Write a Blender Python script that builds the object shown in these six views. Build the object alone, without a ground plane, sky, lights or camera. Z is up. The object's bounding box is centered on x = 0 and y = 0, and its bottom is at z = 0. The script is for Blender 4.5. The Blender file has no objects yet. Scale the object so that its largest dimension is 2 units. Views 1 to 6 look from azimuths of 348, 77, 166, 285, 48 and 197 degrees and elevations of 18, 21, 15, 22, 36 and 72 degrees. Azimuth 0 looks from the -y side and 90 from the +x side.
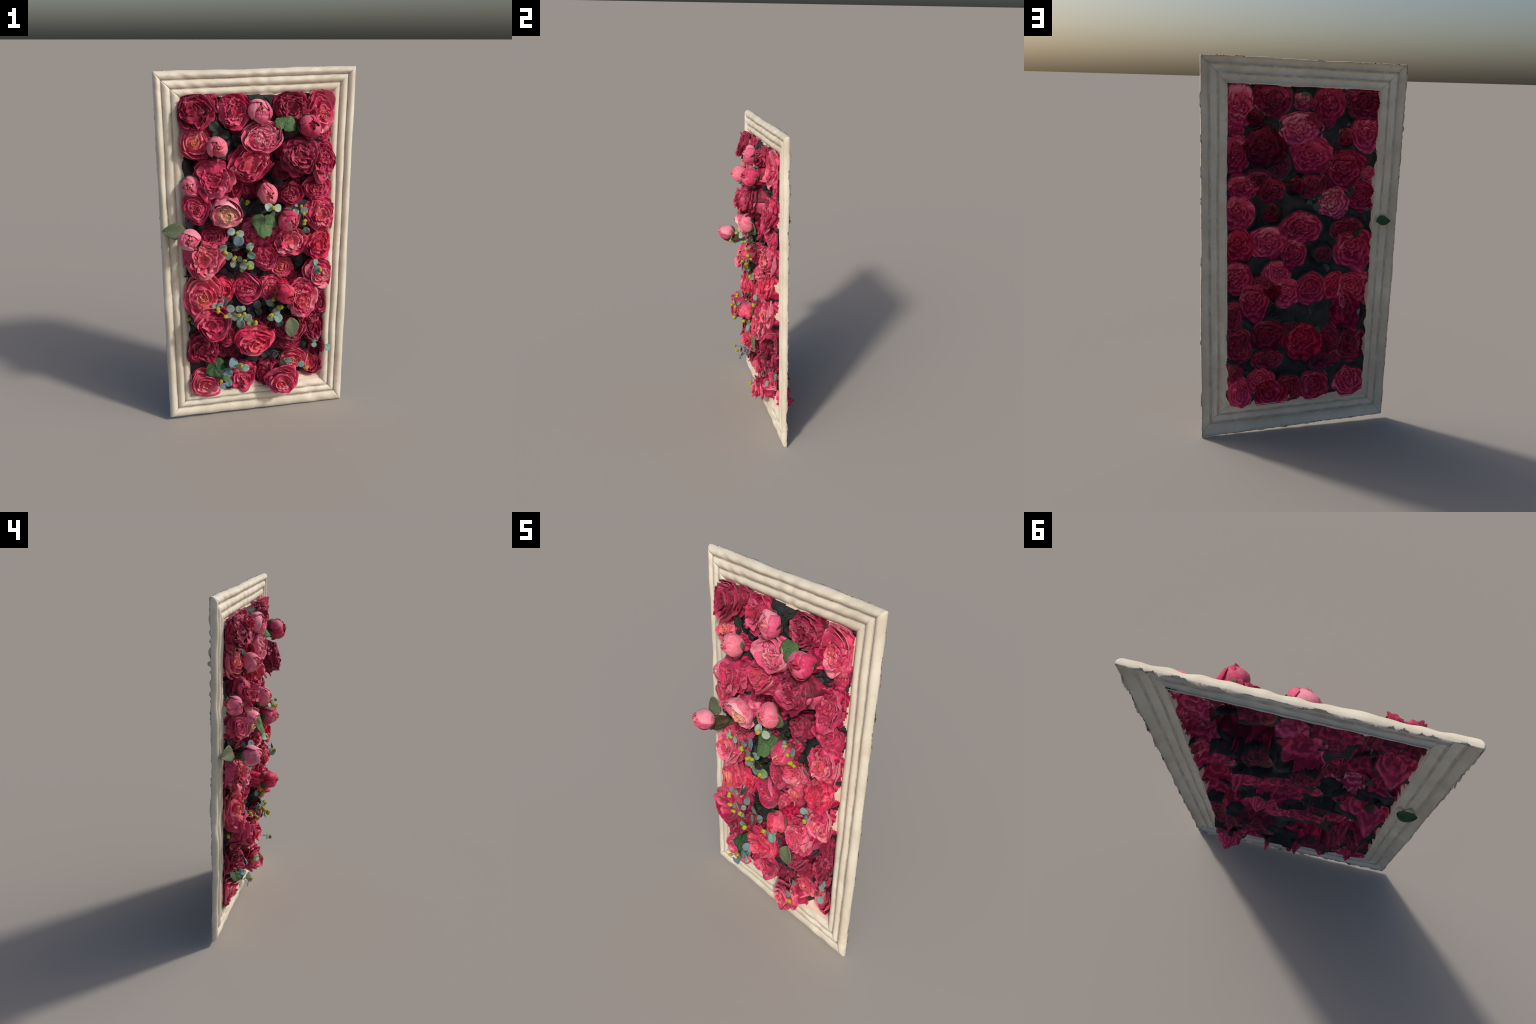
# A white moulded picture frame packed with peonies, garden roses, buds and eucalyptus.
import bpy, math, random
import numpy as np
from mathutils import Matrix, Vector, noise as mnoise

rng = np.random.default_rng(11)
random.seed(11)
UP = Vector((0, 0, 1))

# ------------------------------------------------------------------ placement
# flower kind, colour, x, y, z of the bloom's middle, half width, half height, tilt sideways, tilt down
FLOWERS = [
    ('peony', 'crimson', -0.336, -0.030, 1.796, 0.092, 0.092, 0, 0),
    ('peony', 'crimson', -0.249, 0.020, 1.818, 0.040, 0.055, 0.2, -0.1),
    ('peony', 'rose', -0.135, -0.020, 1.785, 0.074, 0.090, 0, 0),
    ('peony', 'crimson', -0.096, 0.020, 1.700, 0.059, 0.043, 0, 0.2),
    ('bud', 'blush', -0.006, -0.045, 1.786, 0.057, 0.055, 0.2, -0.1),
    ('peony', 'crimson', 0.164, -0.015, 1.801, 0.092, 0.085, 0, 0.1),
    ('rose', 'pink', 0.333, 0.000, 1.774, 0.070, 0.100, 0.3, 0.25),
    ('bud', 'rose', 0.244, -0.095, 1.712, 0.055, 0.058, 0.35, 0),
    ('rose', 'rose', 0.353, 0.030, 1.660, 0.042, 0.041, 0.1, 0.2),
    ('rose', 'coral', -0.342, -0.015, 1.633, 0.083, 0.083, 0.05, -0.15),
    ('bud', 'pink', -0.236, -0.080, 1.610, 0.054, 0.054, -0.1, -0.1),
    ('cup', 'blush', 0.009, -0.055, 1.652, 0.104, 0.079, 0.1, 0.1),
    ('peony', 'pink', -0.056, -0.045, 1.521, 0.102, 0.082, 0, 0.05),
    ('peony', 'crimson', 0.191, -0.100, 1.565, 0.098, 0.088, 0.1, 0),
    ('peony', 'rose', 0.344, -0.015, 1.529, 0.064, 0.094, 0.1, 0),
    ('rose', 'dark', 0.128, 0.040, 1.479, 0.051, 0.061, 0, 0),
    ('peony', 'rose', -0.252, -0.065, 1.446, 0.090, 0.093, -0.1, 0),
    ('rose', 'crimson', -0.135, 0.000, 1.401, 0.042, 0.080, 0.2, 0),
    ('bud', 'blush', -0.368, -0.025, 1.413, 0.055, 0.054, -0.2, 0.1),
    ('bud', 'pink', 0.032, -0.080, 1.364, 0.055, 0.056, 0.1, 0.1),
    ('rose', 'crimson', 0.163, -0.010, 1.345, 0.067, 0.060, 0, 0),
    ('rose', 'rose', 0.318, 0.010, 1.362, 0.075, 0.064, 0.15, 0),
    ('rose', 'rose', -0.346, -0.045, 1.299, 0.074, 0.074, -0.2, 0.1),
    ('cup', 'cream', -0.193, -0.070, 1.269, 0.081, 0.076, 0.05, 0.8),
    ('peony', 'pink', 0.335, -0.020, 1.226, 0.082, 0.085, 0.1, 0),
    ('bud', 'pink', 0.146, -0.085, 1.216, 0.054, 0.058, 0.5, 0.25),
    ('peony', 'rose', -0.004, -0.010, 1.142, 0.100, 0.077, 0, 0.1),
    ('bud', 'blush', -0.395, -0.140, 1.155, 0.057, 0.055, -0.1, -0.1),
    ('rose', 'crimson', -0.257, 0.000, 1.126, 0.081, 0.060, 0, 0.2),
    ('peony', 'pink', -0.312, -0.040, 1.018, 0.103, 0.101, 0, 0),
    ('peony', 'pink', 0.173, -0.005, 1.070, 0.093, 0.076, 0.1, 0),
    ('peony', 'red', 0.325, -0.020, 1.054, 0.072, 0.079, 0.1, 0),
    ('peony', 'rose', 0.032, -0.010, 1.004, 0.064, 0.076, -0.1, 0.2),
    ('rose', 'coral', 0.129, 0.045, 0.915, 0.068, 0.059, 0, 0.1),
    ('peony', 'crimson', 0.202, 0.050, 0.851, 0.062, 0.040, 0.2, 0.1),
    ('rose', 'pink', 0.340, -0.015, 0.879, 0.077, 0.080, 0.2, 0.15),
    ('rose', 'coral', -0.320, -0.030, 0.783, 0.094, 0.104, 0, 0.1),
    ('rose', 'red', -0.203, 0.000, 0.814, 0.062, 0.072, 0.1, 0.1),
    ('cup', 'rose', -0.064, 0.020, 0.813, 0.077, 0.080, 0, 0.25),
    ('rose', 'pink', 0.075, 0.030, 0.798, 0.071, 0.074, 0.1, 0.1),
    ('bud', 'red', 0.135, -0.100, 0.798, 0.053, 0.056, 0.35, 0),
    ('peony', 'pink', 0.238, -0.045, 0.745, 0.077, 0.097, 0, 0),
    ('peony', 'crimson', 0.361, 0.060, 0.684, 0.046, 0.078, 0.1, 0),
    ('cup', 'rose', -0.279, -0.090, 0.655, 0.088, 0.092, 0.1, 0.15),
    ('peony', 'crimson', -0.189, 0.000, 0.535, 0.046, 0.053, 0.1, 0.1),
    ('rose', 'red', -0.036, -0.045, 0.501, 0.100, 0.092, 0.1, 0.2),
    ('peony', 'crimson', -0.322, -0.010, 0.463, 0.091, 0.085, 0, 0.1),
    ('cup', 'crimson', 0.168, 0.000, 0.559, 0.087, 0.076, 0, 0.1),
    ('peony', 'crimson', 0.327, 0.060, 0.526, 0.063, 0.086, 0.1, 0),
    ('rose', 'crimson', 0.177, 0.060, 0.433, 0.078, 0.054, 0.1, 0.2),
    ('rose', 'dark', 0.047, 0.050, 0.586, 0.054, 0.046, 0, 0),
    ('rose', 'dark', -0.132, 0.060, 0.426, 0.083, 0.068, 0, 0),
    ('rose', 'pink', -0.311, 0.010, 0.244, 0.087, 0.080, 0.2, 0.4),
    ('rose', 'rose', -0.089, 0.040, 0.249, 0.081, 0.081, 0.2, 0.2),
    ('cup', 'crimson', 0.056, 0.085, 0.256, 0.064, 0.082, -0.1, 0),
    ('rose', 'pink', 0.141, -0.020, 0.218, 0.088, 0.082, 0.05, 0.3),
    ('rose', 'coral', 0.213, 0.070, 0.315, 0.072, 0.067, 0.1, 0.5),
    ('cup', 'pink', 0.332, 0.110, 0.274, 0.061, 0.081, 0, -0.1),
    ('rose', 'crimson', -0.044, 0.050, 1.376, 0.056, 0.058, 0, 0),
    ('rose', 'dark', 0.238, 0.050, 1.410, 0.064, 0.043, 0, 0),
    ('rose', 'dark', -0.121, 0.050, 1.005, 0.044, 0.039, 0, 0),
    ('peony', 'crimson', -0.197, 0.030, 1.503, 0.027, 0.030, 0, 0),
    ('cup', 'crimson', 0.365, 0.110, 0.383, 0.046, 0.046, 0, 0),
    ('rose', 'crimson', -0.203, 0.060, 0.417, 0.046, 0.038, 0, 0),
]
SPRIG_LEAVES = [
    ('p', 0.023, -0.120, 1.304, 0.038),
    ('p', 0.072, -0.120, 1.297, 0.036),
    ('g', 0.052, -0.100, 1.262, 0.018),
    ('g', 0.162, 0.000, 1.274, 0.035),
    ('p', 0.172, -0.100, 1.264, 0.032),
    ('g', 0.185, -0.100, 1.243, 0.028),
    ('g', 0.222, -0.090, 1.268, 0.034),
    ('g', 0.176, -0.100, 1.300, 0.016),
    ('g', 0.254, -0.020, 1.136, 0.038),
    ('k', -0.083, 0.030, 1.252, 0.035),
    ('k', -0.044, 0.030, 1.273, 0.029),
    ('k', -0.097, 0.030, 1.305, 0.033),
    ('p', -0.179, -0.140, 1.188, 0.034),
    ('p', -0.131, -0.140, 1.175, 0.032),
    ('b', -0.124, -0.045, 1.109, 0.051),
    ('k', -0.136, 0.000, 1.063, 0.046),
    ('g', -0.207, -0.030, 1.066, 0.041),
    ('g', -0.177, -0.020, 1.018, 0.039),
    ('g', -0.150, -0.030, 0.977, 0.041),
    ('g', -0.116, -0.030, 1.001, 0.025),
    ('g', -0.097, -0.040, 0.963, 0.037),
    ('v', -0.055, -0.020, 0.956, 0.042),
    ('t', -0.066, -0.060, 1.078, 0.037),
    ('t', -0.061, -0.080, 1.033, 0.037),
    ('v', -0.100, -0.010, 0.934, 0.029),
    ('k', -0.151, 0.020, 0.909, 0.042),
    ('t', 0.300, -0.070, 0.966, 0.032),
    ('t', 0.311, -0.070, 0.921, 0.040),
    ('k', -0.207, -0.020, 0.755, 0.046),
    ('g', -0.232, -0.060, 0.748, 0.033),
    ('g', -0.261, -0.060, 0.749, 0.029),
    ('g', -0.170, -0.026, 0.710, 0.040),
    ('g', -0.142, 0.000, 0.650, 0.041),
    ('p', -0.137, -0.120, 0.746, 0.037),
    ('g', -0.110, -0.100, 0.740, 0.025),
    ('g', -0.070, -0.021, 0.646, 0.039),
    ('g', -0.114, -0.036, 0.621, 0.045),
    ('t', -0.123, -0.100, 0.683, 0.027),
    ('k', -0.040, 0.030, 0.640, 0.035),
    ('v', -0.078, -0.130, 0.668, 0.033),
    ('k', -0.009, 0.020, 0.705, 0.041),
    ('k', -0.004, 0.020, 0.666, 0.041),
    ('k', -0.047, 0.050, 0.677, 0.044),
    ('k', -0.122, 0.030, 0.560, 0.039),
    ('g', 0.049, -0.040, 0.736, 0.032),
    ('v', 0.064, -0.030, 0.719, 0.026),
    ('g', 0.084, -0.060, 0.689, 0.038),
    ('t', 0.051, -0.070, 0.658, 0.036),
    ('t', 0.091, -0.071, 0.653, 0.043),
    ('k', 0.109, -0.030, 0.602, 0.039),
    ('g', -0.190, -0.100, 0.704, 0.025),
    ('b', -0.371, 0.000, 0.639, 0.028),
    ('t', 0.348, 0.060, 0.443, 0.039),
    ('t', 0.344, 0.060, 0.403, 0.027),
    ('t', 0.407, -0.010, 0.412, 0.034),
    ('b', -0.159, -0.030, 0.378, 0.052),
    ('v', -0.130, -0.080, 0.379, 0.039),
    ('p', -0.099, -0.090, 0.372, 0.037),
    ('b', -0.190, -0.020, 0.315, 0.050),
    ('v', -0.202, -0.060, 0.301, 0.037),
    ('b', -0.192, -0.070, 0.277, 0.037),
    ('b', -0.223, -0.070, 0.261, 0.035),
    ('g', 0.148, 0.020, 0.327, 0.036),
    ('g', 0.178, 0.020, 0.338, 0.032),
    ('t', 0.230, -0.070, 0.354, 0.033),
    ('k', 0.097, 0.060, 0.369, 0.050),
]
SPRIG_BUDS = [
    ('y', 0.043, -0.140, 1.308, 0.028),
    ('y', -0.063, 0.020, 1.299, 0.029),
    ('y', 0.202, -0.110, 1.299, 0.022),
    ('y', 0.219, -0.110, 1.255, 0.024),
    ('y', 0.224, -0.095, 1.216, 0.026),
    ('y', 0.226, -0.080, 1.191, 0.020),
    ('y', -0.152, -0.150, 1.184, 0.022),
    ('y', -0.199, -0.040, 1.050, 0.031),
    ('y', -0.147, -0.035, 1.014, 0.031),
    ('y', -0.093, -0.057, 0.995, 0.027),
    ('y', -0.065, -0.030, 0.953, 0.025),
    ('y', -0.064, -0.085, 1.065, 0.026),
    ('y', 0.322, -0.080, 0.930, 0.025),
    ('y', -0.245, -0.083, 0.737, 0.031),
    ('y', -0.211, -0.108, 0.704, 0.025),
    ('y', -0.187, -0.090, 0.696, 0.019),
    ('y', -0.138, -0.141, 0.723, 0.029),
    ('y', -0.111, -0.120, 0.719, 0.027),
    ('y', -0.049, -0.142, 0.666, 0.033),
    ('y', 0.072, -0.050, 0.765, 0.030),
    ('y', 0.101, -0.060, 0.717, 0.032),
    ('y', 0.049, -0.088, 0.689, 0.032),
    ('y', -0.397, 0.000, 0.657, 0.023),
    ('y', -0.128, -0.120, 0.403, 0.023),
    ('y', -0.238, -0.090, 0.300, 0.024),
    ('y', 0.261, -0.083, 0.336, 0.026),
]

# ------------------------------------------------------------------ helpers
def lin(r, g, b):
    f = lambda c: c / 12.92 if c <= 0.04045 else ((c + 0.055) / 1.055) ** 2.4
    return (f(r / 255), f(g / 255), f(b / 255), 1.0)


def obj_from(name, verts, faces, mats, parent=None, face_mats=None, smooth=True):
    me = bpy.data.meshes.new(name)
    me.from_pydata([tuple(map(float, v)) for v in verts], [], faces)
    for m in mats:
        me.materials.append(m)
    if face_mats is not None:
        me.polygons.foreach_set("material_index", face_mats)
    me.polygons.foreach_set("use_smooth", [smooth] * len(me.polygons))
    me.update()
    ob = bpy.data.objects.new(name, me)
    bpy.context.scene.collection.objects.link(ob)
    if parent is not None:
        ob.parent = parent
    return ob


class Builder:
    """Collects closed thin sheets into one mesh."""
    def __init__(self):
        self.v, self.f, self.m, self.n = [], [], [], 0

    def sheet(self, P, thick, mat=0, rim_mat=None):
        ns, nt, _ = P.shape
        ds = np.gradient(P, axis=0)
        dt = np.gradient(P, axis=1)
        N = np.cross(dt, ds)
        N /= np.maximum(np.linalg.norm(N, axis=2, keepdims=True), 1e-9)
        a, b = P + N * thick / 2, P - N * thick / 2
        o1, o2 = self.n, self.n + ns * nt
        self.v += list(a.reshape(-1, 3)) + list(b.reshape(-1, 3))
        self.n += 2 * ns * nt
        F = []
        for i in range(ns - 1):
            for j in range(nt - 1):
                p, q, r, s = i * nt + j, i * nt + j + 1, (i + 1) * nt + j + 1, (i + 1) * nt + j
                F.append((o1 + p, o1 + q, o1 + r, o1 + s))
                F.append((o2 + p, o2 + s, o2 + r, o2 + q))
        rim = [(0, j) for j in range(nt)] + [(i, nt - 1) for i in range(1, ns)]
        rim += [(ns - 1, j) for j in range(nt - 2, -1, -1)] + [(i, 0) for i in range(ns - 2, 0, -1)]
        rim = [i * nt + j for i, j in rim]
        for p, q in zip(rim, rim[1:] + rim[:1]):
            F.append((o1 + p, o2 + p, o2 + q, o1 + q))
        self.f += F
        M = [mat] * len(F)
        if rim_mat is not None:
            k = 2 * (nt - 1)
            last = len(M) - len(rim)
            M[last - k:] = [rim_mat] * (len(M) - last + k)
        self.m += M

    def obj(self, name, mats, parent=None):
        return obj_from(name, self.v, self.f, mats, parent, self.m)


def sines(t, k, n=4):
    """A smooth random wave along t."""
    out = 0
    for i in range(n):
        out = out + rng.normal() / (i + 1) ** 0.7 * np.sin(k * (0.6 + 0.7 * i) * t + rng.uniform(0, 6.28))
    return out * 0.6


# ------------------------------------------------------------------ materials
class Mat:
    def __init__(self, name, rough=0.6):
        self.m = bpy.data.materials.new(name)
        self.m.use_nodes = True
        self.t = self.m.node_tree
        self.b = self.t.nodes["Principled BSDF"]
        self.b.inputs["Roughness"].default_value = rough
        self.b.inputs["Specular IOR Level"].default_value = 0.3
        self.co = self.n("ShaderNodeTexCoord").outputs["Object"]

    def n(self, kind, **kw):
        nd = self.t.nodes.new(kind)
        for k, v in kw.items():
            if k in nd.inputs:
                nd.inputs[k].default_value = v
            else:
                setattr(nd, k, v)
        return nd

    def link(self, a, b):
        self.t.links.new(a, b)

    def noise(self, scale, detail=4, rough=0.55, dist=0.0, vec=None):
        nd = self.n("ShaderNodeTexNoise")
        nd.inputs["Scale"].default_value = scale
        nd.inputs["Detail"].default_value = detail
        nd.inputs["Roughness"].default_value = rough
        nd.inputs["Distortion"].default_value = dist
        self.link(vec or self.co, nd.inputs["Vector"])
        return nd.outputs["Fac"]

    def ramp(self, fac, stops):
        nd = self.n("ShaderNodeValToRGB")
        e = nd.color_ramp.elements
        while len(e) < len(stops):
            e.new(0.5)
        for el, (p, c) in zip(e, stops):
            el.position, el.color = p, c
        self.link(fac, nd.inputs["Fac"])
        return nd.outputs["Color"]

    def mask(self, fac, lo, hi):
        nd = self.n("ShaderNodeMapRange")
        nd.interpolation_type = "SMOOTHSTEP"
        nd.inputs["From Min"].default_value = lo
        nd.inputs["From Max"].default_value = hi
        self.link(fac, nd.inputs["Value"])
        return nd.outputs["Result"]

    def math(self, op, a, b=None):
        nd = self.n("ShaderNodeMath", operation=op)
        for s, x in zip(nd.inputs, (a, b)):
            if x is None:
                continue
            if isinstance(x, (int, float)):
                s.default_value = x
            else:
                self.link(x, s)
        return nd.outputs[0]

    def mix(self, fac, a, b):
        nd = self.n("ShaderNodeMix", data_type="RGBA")
        for i, x in ((0, fac), (6, a), (7, b)):
            if isinstance(x, (tuple, float, int)):
                nd.inputs[i].default_value = x
            else:
                self.link(x, nd.inputs[i])
        return nd.outputs[2]

    def bump(self, h, strength, dist):
        nd = self.n("ShaderNodeBump")
        nd.inputs["Strength"].default_value = strength
        nd.inputs["Distance"].default_value = dist
        self.link(h, nd.inputs["Height"])
        self.link(nd.outputs[0], self.b.inputs["Normal"])

    def color(self, c):
        self.link(c, self.b.inputs["Base Color"])

    def translucent(self, c, amount):
        tr = self.n("ShaderNodeBsdfTranslucent")
        self.link(c, tr.inputs["Color"])
        mx = self.n("ShaderNodeMixShader")
        mx.inputs[0].default_value = amount
        self.link(self.b.outputs[0], mx.inputs[1])
        self.link(tr.outputs[0], mx.inputs[2])
        self.link(mx.outputs[0], self.t.nodes["Material Output"].inputs["Surface"])


blend = lambda p, q, k: tuple((1 - k) * a + k * b for a, b in zip(p, q))


def petal_material(name, deep, main, light, heart, heart_size=0.45, peach=0.4):
    m = Mat(name, 0.55)
    info = m.n("ShaderNodeObjectInfo").outputs["Random"]
    shift = m.n("ShaderNodeVectorMath", operation="ADD")
    m.link(m.co, shift.inputs[0])
    off = m.n("ShaderNodeCombineXYZ")
    m.link(m.math("MULTIPLY", info, 7.0), off.inputs[0])
    m.link(m.math("MULTIPLY", info, 3.0), off.inputs[1])
    m.link(off.outputs[0], shift.inputs[1])
    v = shift.outputs[0]
    c = m.ramp(m.noise(2.6, 5, 0.6, 0.8, v), [(0.3, deep), (0.48, main), (0.6, main), (0.74, light)])
    # the heart of the bloom has its own tone
    ln = m.n("ShaderNodeVectorMath", operation="MULTIPLY")
    m.link(m.co, ln.inputs[0])
    ln.inputs[1].default_value = (1, 1, 0.0)
    le = m.n("ShaderNodeVectorMath", operation="LENGTH")
    m.link(ln.outputs[0], le.inputs[0])
    rad = m.math("ADD", le.outputs["Value"], m.math("MULTIPLY", m.noise(3.5, 3, vec=v), 0.35))
    c = m.mix(m.math("SUBTRACT", 1.0, m.mask(rad, heart_size - 0.1, heart_size + 0.35)), c, heart)
    # peach patches, then pale mottling painted for highlights and deep mottling for creases
    c = m.mix(m.math("MULTIPLY", m.mask(m.noise(1.9, 4, 0.6, 0.6, v), 0.55, 0.68), peach), c, blend(light, lin(252, 158, 124), 0.6))
    c = m.mix(m.math("MULTIPLY", m.mask(m.noise(7, 4, 0.65, 1.5, v), 0.56, 0.72), 0.25), c, light)
    c = m.mix(m.math("MULTIPLY", m.mask(m.noise(6.5, 5, 0.65, 2.0, v), 0.54, 0.70), 0.45), c, deep)
    m.color(c)
    m.b.inputs["Sheen Weight"].default_value = 0.15
    m.b.inputs["Sheen Roughness"].default_value = 0.4
    m.bump(m.noise(14, 4, 0.6, 1.0, v), 0.25, 0.02)
    m.translucent(c, 0.12)
    return m.m


TONES = {  # deep, main, light, heart
    "crimson": (lin(116, 14, 46), lin(168, 30, 74), lin(218, 96, 130), lin(150, 26, 58)),
    "dark": (lin(82, 12, 38), lin(126, 22, 58), lin(168, 54, 90), lin(108, 16, 44)),
    "rose": (lin(158, 24, 68), lin(206, 50, 98), lin(240, 130, 160), lin(196, 48, 80)),
    "pink": (lin(190, 36, 84), lin(228, 76, 118), lin(251, 174, 188), lin(234, 96, 104)),
    "red": (lin(186, 22, 70), lin(226, 50, 96), lin(247, 128, 150), lin(228, 62, 84)),
    "blush": (lin(206, 62, 108), lin(236, 108, 144), lin(251, 192, 204), lin(242, 134, 140)),
    "coral": (lin(190, 40, 84), lin(228, 78, 114), lin(250, 166, 174), lin(246, 140, 100)),
    "cream": (lin(218, 72, 118), lin(242, 144, 166), lin(253, 228, 222), lin(234, 192, 142)),
}
blend = lambda p, q, k: tuple((1 - k) * a + k * b for a, b in zip(p, q))
PETAL = {}
for key, (deep, main, light, heart) in TONES.items():
    hs = 0.62 if key == "cream" else 0.40
    pk = {"crimson": 0.12, "dark": 0.0, "rose": 0.3, "cream": 0.2}.get(key, 0.5)
    PETAL[key] = [  # plain tone, one deepened for crevice shade, one lightened for highlights
        petal_material(key + "_petal", deep, main, light, heart, hs, pk),
        petal_material(key + "_petal_deep", blend(deep, (0, 0, 0, 1), 0.15), blend(deep, main, 0.6), blend(main, light, 0.35), blend(heart, deep, 0.4), hs, pk * 0.4),
        petal_material(key + "_petal_pale", main, blend(main, light, 0.4), blend(light, (1, 1, 1, 1), 0.12), blend(heart, light, 0.4), hs, pk),
    ]


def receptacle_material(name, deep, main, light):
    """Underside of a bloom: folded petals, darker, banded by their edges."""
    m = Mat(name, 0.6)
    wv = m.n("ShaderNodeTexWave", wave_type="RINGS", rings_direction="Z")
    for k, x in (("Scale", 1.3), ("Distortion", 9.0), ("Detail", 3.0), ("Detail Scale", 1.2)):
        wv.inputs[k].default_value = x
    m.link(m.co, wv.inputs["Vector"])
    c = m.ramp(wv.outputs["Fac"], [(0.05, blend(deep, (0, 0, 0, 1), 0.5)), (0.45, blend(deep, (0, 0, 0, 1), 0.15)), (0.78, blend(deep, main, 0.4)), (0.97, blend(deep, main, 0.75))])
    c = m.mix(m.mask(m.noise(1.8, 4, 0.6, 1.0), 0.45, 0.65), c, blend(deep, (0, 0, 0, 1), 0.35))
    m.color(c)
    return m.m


RECEPT = {key: receptacle_material(key + "_underside", *t[:3]) for key, t in TONES.items()}


def leaf_material(name, a, b, c, rough=0.6, scale=22):
    m = Mat(name, rough)
    col = m.ramp(m.noise(scale, 4, 0.6, 0.5), [(0.3, a), (0.5, b), (0.72, c)])
    m.color(col)
    m.bump(m.noise(scale * 4, 3), 0.2, 0.003)
    m.translucent(col, 0.1)
    return m.m


LEAF = {
    "g": leaf_material("grey_eucalyptus", lin(92, 108, 102), lin(122, 138, 130), lin(152, 166, 156)),
    "t": leaf_material("teal_eucalyptus", lin(88, 128, 120), lin(118, 156, 146), lin(160, 186, 172)),
    "p": leaf_material("pale_eucalyptus", lin(128, 152, 140), lin(158, 178, 164), lin(192, 206, 190)),
    "b": leaf_material("blue_eucalyptus", lin(84, 112, 124), lin(112, 142, 152), lin(146, 172, 178)),
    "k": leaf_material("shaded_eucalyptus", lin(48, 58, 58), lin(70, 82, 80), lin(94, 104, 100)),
    "v": leaf_material("green_eucalyptus", lin(84, 114, 74), lin(112, 142, 96), lin(150, 172, 124)),
    "green": leaf_material("green_leaf", lin(56, 82, 50), lin(80, 112, 68), lin(110, 138, 92)),
    "deep": leaf_material("deep_green_leaf", lin(38, 62, 42), lin(54, 86, 54), lin(78, 112, 70)),
    "olive": leaf_material("olive_leaf", lin(78, 84, 66), lin(104, 112, 86), lin(128, 138, 104)),
    "brown": leaf_material("brown_leaf", lin(52, 40, 34), lin(72, 60, 44), lin(96, 92, 56)),
    "plum": leaf_material("plum_leaf", lin(78, 58, 76), lin(108, 88, 104), lin(98, 108, 84)),
}
YELLOW = leaf_material("yellow_seed_pod", lin(128, 122, 30), lin(176, 168, 46), lin(214, 206, 88), 0.5, 30)
STEM = leaf_material("stem_green", lin(62, 70, 48), lin(84, 92, 62), lin(104, 108, 72))
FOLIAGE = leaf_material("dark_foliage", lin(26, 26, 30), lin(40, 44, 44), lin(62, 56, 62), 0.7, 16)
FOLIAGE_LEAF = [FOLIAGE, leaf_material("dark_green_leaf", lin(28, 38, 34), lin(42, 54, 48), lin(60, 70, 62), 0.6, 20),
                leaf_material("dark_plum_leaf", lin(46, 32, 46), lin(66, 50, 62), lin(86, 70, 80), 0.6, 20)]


def frame_material():
    m = Mat("cream_paint", 0.55)
    c = m.ramp(m.noise(5, 5, 0.6, 0.4), [(0.3, lin(200, 191, 172)), (0.5, lin(215, 207, 189)), (0.7, lin(226, 219, 203))])
    c = m.mix(m.math("MULTIPLY", m.mask(m.noise(9, 4, 0.6, 1.0), 0.52, 0.70), 0.5), c, lin(206, 184, 164))
    c = m.mix(m.math("MULTIPLY", m.mask(m.noise(38, 4, 0.7, 0.6), 0.62, 0.78), 0.3), c, lin(186, 176, 160))
    m.color(c)
    m.bump(m.noise(45, 5, 0.6), 0.25, 0.004)
    return m.m


def edge_material():
    m = Mat("chipped_edge", 0.75)
    c = m.ramp(m.noise(26, 5, 0.7, 0.8), [(0.40, lin(212, 202, 184)), (0.54, lin(190, 172, 158)), (0.62, lin(92, 66, 58)), (0.75, lin(46, 38, 40))])
    m.color(c)
    m.bump(m.noise(60, 5, 0.7), 0.4, 0.004)
    return m.m


PAINT, EDGE = frame_material(), edge_material()


def groove_shade_material():
    m = Mat("painted_groove_shade", 0.75)
    m.color(m.ramp(m.noise(20, 5, 0.65, 0.6), [(0.32, lin(168, 156, 140)), (0.5, lin(188, 178, 162)), (0.68, lin(210, 201, 187))]))  # cream paint darkened to draw the crease shadow along the moulding
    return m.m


GROOVE_SHADE = groove_shade_material()


def ledge_material():
    m = Mat("rebate_wood", 0.65)
    c = m.ramp(m.noise(7, 5, 0.6, 1.2), [(0.3, lin(202, 176, 158)), (0.5, lin(216, 194, 176)), (0.72, lin(226, 211, 195))])
    m.color(c)
    return m.m


LEDGE = ledge_material()

# ------------------------------------------------------------------ the thing
root = bpy.data.objects.new("flower_frame", None)
bpy.context.scene.collection.objects.link(root)
root["label"] = "cream moulded frame filled with crimson peonies, roses and eucalyptus"
root["category"] = "flower wall panel"

# ------------------------------------------------------------------ frame
# corner order: top left, top right, bottom right, bottom left
LINE = {  # outer back edge, groove, second groove, inner edge
    0: [(-0.534, 0.047, 1.979), (0.525, 0.067, 1.997), (0.533, 0.102, 0.002), (-0.522, 0.059, 0.021)],
    1: [(-0.497, 0.027, 1.938), (0.484, 0.050, 1.960), (0.481, 0.084, 0.071), (-0.474, 0.045, 0.082)],
    2: [(-0.451, 0.024, 1.895), (0.440, 0.048, 1.917), (0.440, 0.081, 0.117), (-0.432, 0.041, 0.124)],
    3: [(-0.405, 0.028, 1.852), (0.397, 0.050, 1.872), (0.396, 0.087, 0.160), (-0.396, 0.046, 0.156)],
}
LINE = {k: [np.array(p) for p in v] for k, v in LINE.items()}


def pit(x, z):
    """Depth of the dark hollow behind the blooms."""
    a, b = (x + 0.4) / 0.8, (z - 0.155) / 1.71
    a, b = np.clip(a, 0, 1), np.clip(b, 0, 1)
    base = (0.052 * (1 - a) + 0.125 * a) * (1 - b) ** (1.9 - 0.5 * a) + (-0.004 * (1 - a) + 0.012 * a) * b
    return base + 0.004 * np.sin(np.pi * a) * np.sin(np.pi * b)


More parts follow.
